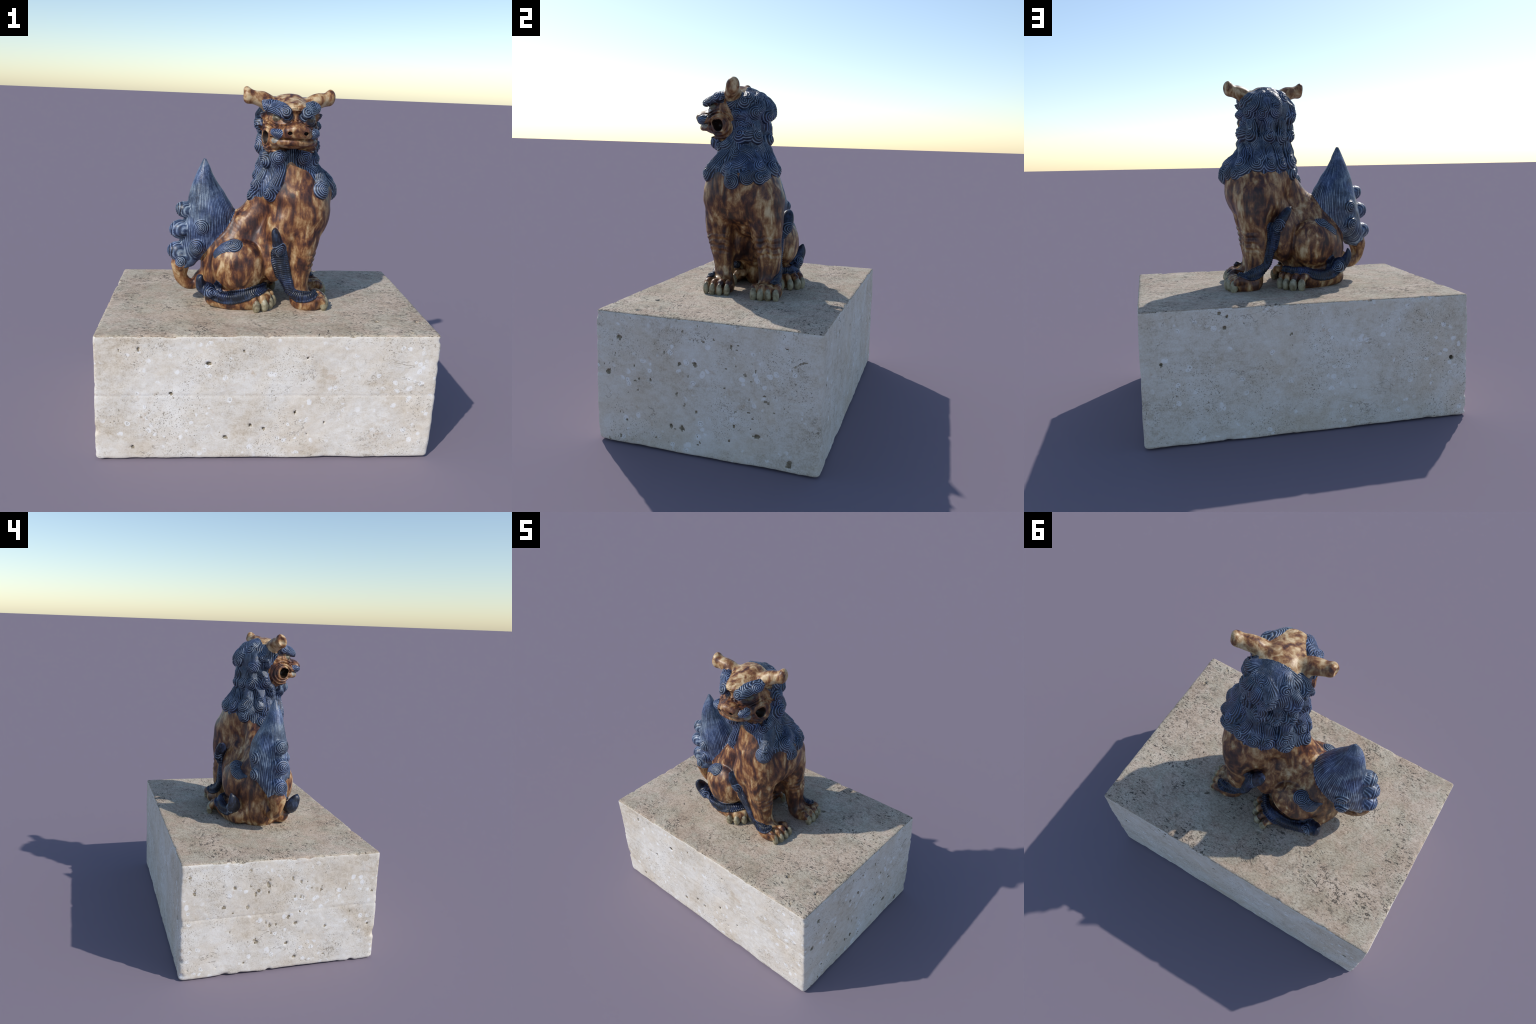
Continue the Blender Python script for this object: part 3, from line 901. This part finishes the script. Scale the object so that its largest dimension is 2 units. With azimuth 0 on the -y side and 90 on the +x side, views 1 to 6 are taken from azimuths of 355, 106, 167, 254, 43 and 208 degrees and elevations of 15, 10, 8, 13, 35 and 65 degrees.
def blue_glaze(name, ridge=None, pale=1.0):
    m, N, bs, co = material(name)
    r = ridge(N, co) if ridge else N.noise(N.mapping(co, scale=(1, 1, 0.3)), 85.0, 2.0, 0.6)
    N.put(bs.inputs["Base Color"], blue_colour(N, co, r, pale))
    glossy(bs, 0.42, 0.0)
    return m


def plain_glaze(name, stops, scale=30.0, rough=0.3):
    m, N, bs, co = material(name)
    N.put(bs.inputs["Base Color"], N.ramp(N.noise(co, scale, 3.0, 0.6, 0.4), stops))
    glossy(bs, 0.42, 0.0)
    return m


# ---------------------------------------------------------------- build the lion
BASE = np.array([-0.06, -0.03, 0.7355])


def block_top(x, y):
    return 0.7362 + 0.0103 * x + 0.006 * y


def build_lion():
    F = Field((-0.63, -0.47, 0.715), (0.50, 0.36, 2.06), STEP_LION)
    sculpt_body(F)
    curls = relief(F)
    # the foot of the figure is flat on the stone
    s, x, y, z = F.box((-0.63, -0.47, 0.715), (0.50, 0.36, 0.79))
    np.maximum(F.D[s], block_top(x, y) + 0.0008 - z, out=F.D[s])
    co, f = surface_net(F.D, F.lo, F.h)
    co = relax(co, f, 1, 0.35)
    cen = co[f].mean(1)
    g = np.clip(np.rint((cen - F.lo) / F.h).astype(int), 0, F.n - 1)
    lab = F.L[g[:, 0], g[:, 1], g[:, 2]]
    over = F.HL[g[:, 0], g[:, 1], g[:, 2]]
    lab = np.where(over > 0, over, lab)
    # drop tiny loose crumbs of field: keep the faces joined to the main body
    nor = vertex_normals(co, f)
    local = co - BASE

    strands = wave_group()
    coat = brown_glaze("brown_glaze")
    face = brown_glaze("face_glaze", 0.0, 0.8)
    pale = brown_glaze("crown_glaze", 0.085, 0.9)
    blue = blue_glaze("blue_glaze", None, 0.5)
    dull = blue_glaze("fringe_glaze", None, -1.6)
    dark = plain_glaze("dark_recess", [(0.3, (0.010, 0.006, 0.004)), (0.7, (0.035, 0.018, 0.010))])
    horn = plain_glaze("claw_glaze", [(0.32, (0.13, 0.095, 0.05)), (0.5, (0.30, 0.26, 0.165)), (0.72, (0.44, 0.40, 0.285))], 34.0)
    white = plain_glaze("eye_glaze", [(0.42, (0.085, 0.06, 0.03)), (0.64, (0.22, 0.20, 0.145))], 30.0)  # eye whites darkened to olive: the brow's shadow is in the colour

    white2 = plain_glaze("lip_glaze", [(0.36, (0.22, 0.19, 0.14)), (0.55, (0.40, 0.40, 0.37))], 26.0)

    def mane_ridge(N, co):
        p = N.xyz(co)
        x, y, z = N.m("ADD", p[0], float(BASE[0])), N.m("ADD", p[1], float(BASE[1])), N.m("ADD", p[2], float(BASE[2]))
        a = N.m("ARCTAN2", N.m("ADD", y, 0.07), N.m("SUBTRACT", x, 0.10))
        w1 = N.m("SINE", N.m("ADD", N.m("MULTIPLY", z, 30.0), N.m("MULTIPLY", a, 3.0)))
        w2 = N.m("SINE", N.m("SUBTRACT", N.m("MULTIPLY", z, 47.0), N.m("MULTIPLY", a, 5.0)))
        ph = N.m("ADD", N.m("MULTIPLY", a, 80.0), N.m("ADD", N.m("MULTIPLY", w1, 2.25), N.m("MULTIPLY", w2, 1.5)))
        return N.m("MULTIPLY_ADD", N.m("COSINE", ph), 0.5, 0.5)

    def comb_ridge(N, co):
        p = N.xyz(co)
        x, y, z = N.m("ADD", p[0], float(BASE[0] - HEAD[0])), N.m("ADD", p[1], float(BASE[1] - HEAD[1])), N.m("ADD", p[2], float(BASE[2]))
        a = N.m("ADD", N.m("MULTIPLY", x, float(LEFT[0])), N.m("MULTIPLY", y, float(LEFT[1])))
        wob = N.m("MULTIPLY", N.m("SINE", N.m("MULTIPLY", a, 90.0)), 0.003)
        d = N.m("ADD", N.m("ADD", N.m("MULTIPLY", z, 0.75), N.m("MULTIPLY", N.m("ABSOLUTE", a), 0.55)), wob)
        return N.m("MULTIPLY_ADD", N.m("COSINE", N.m("MULTIPLY", d, 2 * math.pi / 0.0085)), 0.5, 0.5)

    def flame_ridge(N, co):
        p = N.xyz(co)
        b, d = FLAME_FOOT - BASE, (FLAME_TIP - FLAME_FOOT)
        t = N.m("DIVIDE", N.m("SUBTRACT", p[2], float(b[2])), float(d[2]))
        a = N.m("ARCTAN2", N.m("SUBTRACT", p[1], N.m("MULTIPLY_ADD", t, float(d[1]), float(b[1]))),
                N.m("SUBTRACT", p[0], N.m("MULTIPLY_ADD", t, float(d[0]), float(b[0]))))
        wave = N.m("MULTIPLY_ADD", N.m("COSINE", N.m("MULTIPLY", a, float(FLAME_STRANDS))), 0.28, 0.22)
        q = N.new("ShaderNodeCombineXYZ", X=N.m("MULTIPLY", a, 17.0), Y=N.m("MULTIPLY", p[2], 9.0), Z=0.0).outputs[0]
        return N.m("ADD", wave, N.m("MULTIPLY", N.step(0.32, 0.70, N.noise(q, 1.0, 4.0, 0.7)), 0.62))

    mane_blue = blue_glaze("mane_glaze", mane_ridge, 0.3)
    flame_blue = blue_glaze("tail_glaze", flame_ridge, 4.2)  # paleness raised so the bright highlights on the flame are painted in
    pale_blue = blue_glaze("moustache_glaze", comb_ridge, 3.0)
    brow_blue = blue_glaze("eyebrow_glaze", comb_ridge, 0.8)

    from mathutils import Matrix

    def lock_glaze(c):
        def ridge(N, co):
            rot = Matrix(c["frame"].tolist()).to_euler()
            q = N.mapping(co, tuple(float(v) for v in c["origin"] - BASE), tuple(rot), (float(c["hand"]), 1, 1), "TEXTURE")
            n = N.t.nodes.new("ShaderNodeGroup")
            n.node_tree = strands
            for i, v in enumerate((q, c["r"], c["tail"], c["pitch"], c["sway"])):
                N.put(n.inputs[i], v)
            return n.outputs[0]
        return blue_glaze("lock_glaze", ridge, 2.2 if c["part"] == "tail" else 0.8)

    root = bpy.data.objects.new("guardian_lion", None)
    bpy.context.scene.collection.objects.link(root)
    root.empty_display_size = 0.2
    root.location = BASE
    root["label"] = "seated pottery guardian lion with brown and blue glaze"
    root["category"] = "lion statue"

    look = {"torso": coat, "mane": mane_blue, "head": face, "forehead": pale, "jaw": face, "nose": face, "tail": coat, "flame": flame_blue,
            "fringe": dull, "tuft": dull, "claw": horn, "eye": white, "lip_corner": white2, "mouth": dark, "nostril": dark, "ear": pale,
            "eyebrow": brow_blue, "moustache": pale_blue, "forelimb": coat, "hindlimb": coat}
    owner = {"torso": None, "mane": None, "head": None, "tail": None, "forehead": "head", "jaw": "head", "nose": "head", "mouth": "head", "nostril": "head",
             "eye": "head", "ear": "head", "eyebrow": "head", "moustache": "head", "lip_corner": "head", "flame": "tail"}
    called = {"flame": "tail_flame", "fringe": "hair_fringe", "tuft": "hair_tuft", "mouth": "mouth_opening", "curl": "hair_curl"}
    built = {}
    remap = np.full(len(local), -1, np.int64)
    order = sorted(range(1, len(F.labels)), key=lambda i: (isinstance(F.labels[i], tuple), i))
    for i in order:
        key = F.labels[i]
        sel = f[lab == i]
        if len(sel) < 3:
            continue
        kind = key if isinstance(key, str) else key[0]
        stem = kind.split(".")[0]
        used = np.unique(sel)
        remap[used] = np.arange(len(used))
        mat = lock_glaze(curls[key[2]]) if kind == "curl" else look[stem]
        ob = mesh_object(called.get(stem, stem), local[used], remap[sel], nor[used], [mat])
        if isinstance(key, str):
            up = owner.get(stem)
        else:
            up = owner.get(stem) or key[1]
            up = "mane" if up == "beard" else up
        ob.parent = built.get(up, root) if up else root
        built[key if isinstance(key, str) else (key,)] = ob
    return F


# ---------------------------------------------------------------- the block of stone
def build_block():
    F = Field((-0.985, -0.675, -0.03), (0.985, 0.675, 0.80), STEP_STONE)
    s, x, y, z = F.box((-2, -2, -2), (2, 2, 2))
    t = np.clip(z / 0.735, 0, 1)
    # six faces, a little out of true
    right, left = x - (0.934 + 0.004 * y / 0.6), -x - (0.934 - 0.004 * t)
    front = -y - (0.626 - 0.002 * t + 0.005 * x)
    back = y - (0.626 - 0.009 * t - 0.006 * x)
    top, foot = z - block_top(x, y), -z - 0 * x - 0 * y

    def round_max(a, b, k):
        h = np.maximum(k - np.abs(a - b), 0) / k
        return np.maximum(a, b) + h * h * k * 0.25
    k = 0.014 + 0.016 * (1 - smooth(0.0, 0.5, t))
    d = round_max(round_max(right, left, 0.01), round_max(front, back, 0.02), k)
    d = round_max(d, foot, 0.02)
    d = round_max(d, top, 0.016)
    F.D = d.astype(np.float32)
    idx = np.nonzero(np.abs(F.D) < 0.03)
    p = np.stack([F.ax[j][idx[j]] for j in range(3)], 1)
    up = np.clip((p[:, 2] - 0.66) / 0.06, 0, 1)
    n1, n2, n3 = Lattice(11)(p, 5.0), Lattice(12)(p, 17.0), Lattice(13)(p, 48.0)
    edge = np.maximum(Lattice(14)(p, 22.0) - 0.35, 0)
    add = (0.0030 * n1 + 0.0018 * n2) * (1 - 0.6 * up) + 0.0008 * n3
    # chipped arrises: wear where two faces are both near
    def face_gap(p):
        g = np.stack([0.93 - np.abs(p[:, 0]), 0.612 - np.abs(p[:, 1]), np.minimum(p[:, 2], 0.736 - p[:, 2])], 1)
        g.sort(1)
        return g[:, 1]
    near = 1 - smooth(0.0, 0.035, face_gap(p))
    add += near * edge * 0.018
    # the joint between the two castings
    joint = 0.385 + 0.004 * p[:, 0] + 0.003 * Lattice(15)(p, 9.0)
    add += 0.0022 * np.exp(-((p[:, 2] - joint) / 0.005) ** 2)
    F.D[idx] += add
    # voids in the travertine
    rnd = np.random.default_rng(8)
    n = 460
    for i in range(n):
        side = rnd.choice(5, p=(0.16, 0.13, 0.19, 0.16, 0.36))
        r = 0.0035 + 0.009 * rnd.random() ** 4
        a, b = rnd.random(2) * 2 - 1
        c = {0: (0.928, 0.59 * a, 0.37 + 0.35 * b), 1: (-0.930, 0.59 * a, 0.37 + 0.35 * b), 2: (0.9 * a, -0.614, 0.37 + 0.35 * b),
             3: (0.9 * a, 0.606, 0.37 + 0.35 * b), 4: (0.9 * a, 0.59 * b, 0.737)}[side]
        ax = {0: 0, 1: 0, 2: 1, 3: 1, 4: 2}[side]
        rr = r * (0.5 + 0.8 * rnd.random(3))
        rr[ax] = r * (0.5 + 0.5 * rnd.random())
        F.ellipsoid(c, rr, "void", 0.004, cut=True)
        for _ in range(2):
            o = (rnd.random(3) - 0.5) * 2.2 * rr
            o[ax] *= 0.3
            F.ellipsoid(np.array(c) + o, rr * (0.35 + 0.5 * rnd.random(3)), "void", 0.004, cut=True)
    # one drilled hole low on the back, and cracks
    F.ellipsoid((-0.83, 0.61, 0.36), (0.013, 0.03, 0.013), "void", 0.002, cut=True)
    for pts in ([(-0.80, -0.45, 0.735), (-0.765, -0.41, 0.735), (-0.77, -0.37, 0.735), (-0.735, -0.33, 0.735)],
                [(0.30, 0.606, 0.18), (0.24, 0.606, 0.11), (0.215, 0.606, 0.03)],
                [(0.928, 0.60, 0.62), (0.93, 0.52, 0.60), (0.93, 0.47, 0.57)],
                [(-0.86, 0.2, 0.735), (-0.80, 0.13, 0.735), (-0.83, 0.06, 0.735), (-0.79, 0.0, 0.735)]):
        F.tube([q + (0.006,) for q in pts], "void", n=4, cut=True)
    co, f = surface_net(F.D, F.lo, F.h)
    co = relax(co, f, 1, 0.3)
    co[:, 2] -= co[:, 2].min()
    cen = co[f].mean(1)
    nor = vertex_normals(co, f)
    fn = np.cross(co[f[:, 2]] - co[f[:, 0]], co[f[:, 3]] - co[f[:, 1]])
    fn /= np.maximum(np.linalg.norm(fn, axis=1), 1e-9)[:, None]
    g = np.clip(np.rint((cen - F.lo) / F.h).astype(int), 0, F.n - 1)
    void = F.L[g[:, 0], g[:, 1], g[:, 2]] > 0
    tread = (cen[:, 2] > block_top(cen[:, 0], cen[:, 1]) - 0.012) & (fn[:, 2] > 0.5)
    slots = np.where(void, 2, np.where(tread, 1, 0))
    ob = mesh_object("stone_block", co, f, None, [travertine("travertine"), weathered("weathered_travertine"), plain_void("void_dirt")], slots)
    ob["label"] = "rough rectangular block of pale pitted travertine stone"
    ob["category"] = "stone block"


def travertine(name):
    m, N, bs, co = material(name)
    big = N.noise(co, 3.2, 4.0, 0.6, 0.6)
    mid = N.noise(N.mapping(co, scale=(1, 1, 1.6)), 21.0, 4.0, 0.65, 0.4)
    fine = N.noise(co, 120.0, 3.0, 0.7)
    t = N.m("ADD", N.m("MULTIPLY", big, 0.5), N.m("ADD", N.m("MULTIPLY", mid, 0.4), N.m("MULTIPLY_ADD", fine, 0.40, -0.17)))
    col = N.ramp(t, [(0.30, (0.52, 0.45, 0.36)), (0.43, (0.70, 0.645, 0.57)), (0.57, (0.79, 0.755, 0.705)), (0.8, (0.87, 0.85, 0.82))])
    cloud = N.step(0.40, 0.66, N.noise(N.mapping(co, loc=(4, 1, 6)), 2.3, 5.0, 0.6, 0.6))
    col = N.mix(N.m("MULTIPLY", cloud, 0.8), col, (0.93, 0.87, 0.79), "MULTIPLY")
    # ochre and olive stains
    stain = N.m("MULTIPLY", N.step(0.58, 0.74, N.noise(co, 7.0, 5.0, 0.65, 0.5)), N.step(0.45, 0.62, N.noise(co, 42.0, 3.0)))
    col = N.mix(N.m("MULTIPLY", stain, 0.55), col, N.mix(N.noise(co, 9.0), (0.46, 0.36, 0.20), (0.55, 0.36, 0.27)))
    # pale shells with a thin dark rim
    warp = N.t.nodes.new("ShaderNodeVectorMath")
    warp.operation = "MULTIPLY_ADD"
    nz = N.t.nodes.new("ShaderNodeTexNoise")
    N.put(nz.inputs["Vector"], co)
    nz.inputs["Scale"].default_value = 30.0
    N.put(warp.inputs[0], nz.outputs["Color"])
    warp.inputs[1].default_value = (0.022, 0.022, 0.022)
    N.put(warp.inputs[2], co)
    spot = N.cells(warp.outputs[0], 19.0)
    gate = N.step(0.50, 0.60, N.noise(co, 9.0, 2.0))
    shell = N.m("MULTIPLY", N.step(0.34, 0.26, spot), gate)
    col = N.mix(N.m("MULTIPLY", shell, 0.75), col, (0.90, 0.89, 0.88))
    rim = N.m("MULTIPLY", N.m("MULTIPLY", N.step(0.15, 0.18, spot), N.step(0.23, 0.19, spot)), N.m("MULTIPLY", gate, N.step(0.5, 0.6, N.noise(co, 33.0, 2.0))))
    col = N.mix(N.m("MULTIPLY", rim, 0.7), col, (0.34, 0.30, 0.24))
    # fine dark specks, in drifts, and hairline cracks
    drift = N.step(0.42, 0.62, N.noise(co, 5.5, 3.0))
    dots = N.step(0.635, 0.70, N.noise(N.mapping(co, scale=(1, 1, 0.8)), 88.0, 2.0, 0.6))
    dots2 = N.step(0.64, 0.69, N.noise(co, 150.0, 1.0))
    col = N.mix(N.m("MULTIPLY", N.m("MULTIPLY", N.m("MAXIMUM", dots, dots2), drift), 0.85), col, (0.24, 0.20, 0.15))
    vein = N.noise(N.mapping(co, loc=(3, 1, 2), scale=(1, 1, 1.9)), 3.6, 5.0, 0.6, 0.3)
    crack = N.m("MULTIPLY", N.step(0.007, 0.002, N.m("ABSOLUTE", N.m("SUBTRACT", vein, 0.5))), N.step(0.54, 0.64, N.noise(co, 4.1, 2.0)))
    col = N.mix(N.m("MULTIPLY", crack, 0.7), col, (0.30, 0.25, 0.20))
    N.put(bs.inputs["Base Color"], col)
    bs.inputs["Roughness"].default_value = 0.85
    bump(N, bs, N.m("SUBTRACT", N.m("ADD", N.m("MULTIPLY", fine, 0.4), mid), N.m("MAXIMUM", crack, N.m("MULTIPLY", dots, drift))), 0.35, 0.004)
    return m


def weathered(name):
    m, N, bs, co = material(name)
    big = N.noise(co, 3.0, 4.0, 0.6, 0.8)
    mid = N.noise(N.mapping(co, scale=(0.7, 1, 1)), 24.0, 4.0, 0.65, 0.5)
    fine = N.noise(N.mapping(co, scale=(0.6, 1.2, 1)), 105.0, 3.0, 0.7)
    t = N.m("ADD", N.m("MULTIPLY", big, 0.36), N.m("ADD", N.m("MULTIPLY", mid, 0.36), N.m("MULTIPLY_ADD", fine, 0.60, -0.18)))
    col = N.ramp(t, [(0.30, (0.27, 0.215, 0.165)), (0.44, (0.45, 0.375, 0.30)), (0.56, (0.57, 0.495, 0.41)), (0.78, (0.72, 0.645, 0.56))])
    tint = N.mix(N.step(0.40, 0.60, N.noise(co, 7.0, 3.0, 0.6, 0.5)), (0.97, 1.0, 0.95), (1.05, 0.985, 0.94))
    col = N.mix(0.8, col, tint, "MULTIPLY")
    cloud = N.step(0.38, 0.64, N.noise(N.mapping(co, loc=(3, 8, 1)), 2.6, 5.0, 0.62, 0.7))
    col = N.mix(N.m("MULTIPLY", cloud, 0.6), col, (0.84, 0.79, 0.72), "MULTIPLY")
    drift = N.step(0.40, 0.62, N.noise(co, 4.2, 3.0))
    pit = N.m("MULTIPLY", N.step(0.60, 0.645, N.noise(N.mapping(co, scale=(0.6, 1.1, 1)), 62.0, 2.0, 0.6, 0.4)), drift)
    dots = N.m("MULTIPLY", N.step(0.605, 0.65, N.noise(N.mapping(co, loc=(5, 2, 1), scale=(0.7, 1.1, 1)), 120.0, 2.0, 0.6)), N.m("MULTIPLY_ADD", drift, 0.5, 0.5))
    big_pit = N.m("MULTIPLY", N.step(0.64, 0.69, N.noise(N.mapping(co, loc=(1, 4, 0), scale=(0.7, 1, 1)), 34.0, 3.0, 0.6, 0.6)), N.step(0.50, 0.62, N.noise(co, 3.3, 2.0)))
    vein = N.noise(N.mapping(co, loc=(1, 5, 2)), 4.2, 5.0, 0.6, 0.4)
    crack = N.m("MULTIPLY", N.step(0.008, 0.002, N.m("ABSOLUTE", N.m("SUBTRACT", vein, 0.5))), N.step(0.55, 0.63, N.noise(co, 3.7, 2.0)))
    hole = N.m("MAXIMUM", N.m("MAXIMUM", pit, dots), N.m("MAXIMUM", big_pit, crack))
    col = N.mix(N.m("MULTIPLY", hole, 0.88), col, (0.06, 0.05, 0.04))
    N.put(bs.inputs["Base Color"], col)
    bs.inputs["Roughness"].default_value = 0.9
    bump(N, bs, N.m("SUBTRACT", fine, N.m("MULTIPLY", hole, 1.5)), 0.45, 0.004)
    return m


def plain_void(name):
    m, N, bs, co = material(name)
    N.put(bs.inputs["Base Color"], N.ramp(N.noise(co, 60.0, 3.0), [(0.3, (0.17, 0.135, 0.09)), (0.7, (0.42, 0.36, 0.27))]))
    bs.inputs["Roughness"].default_value = 0.95
    return m


build_lion()
build_block()
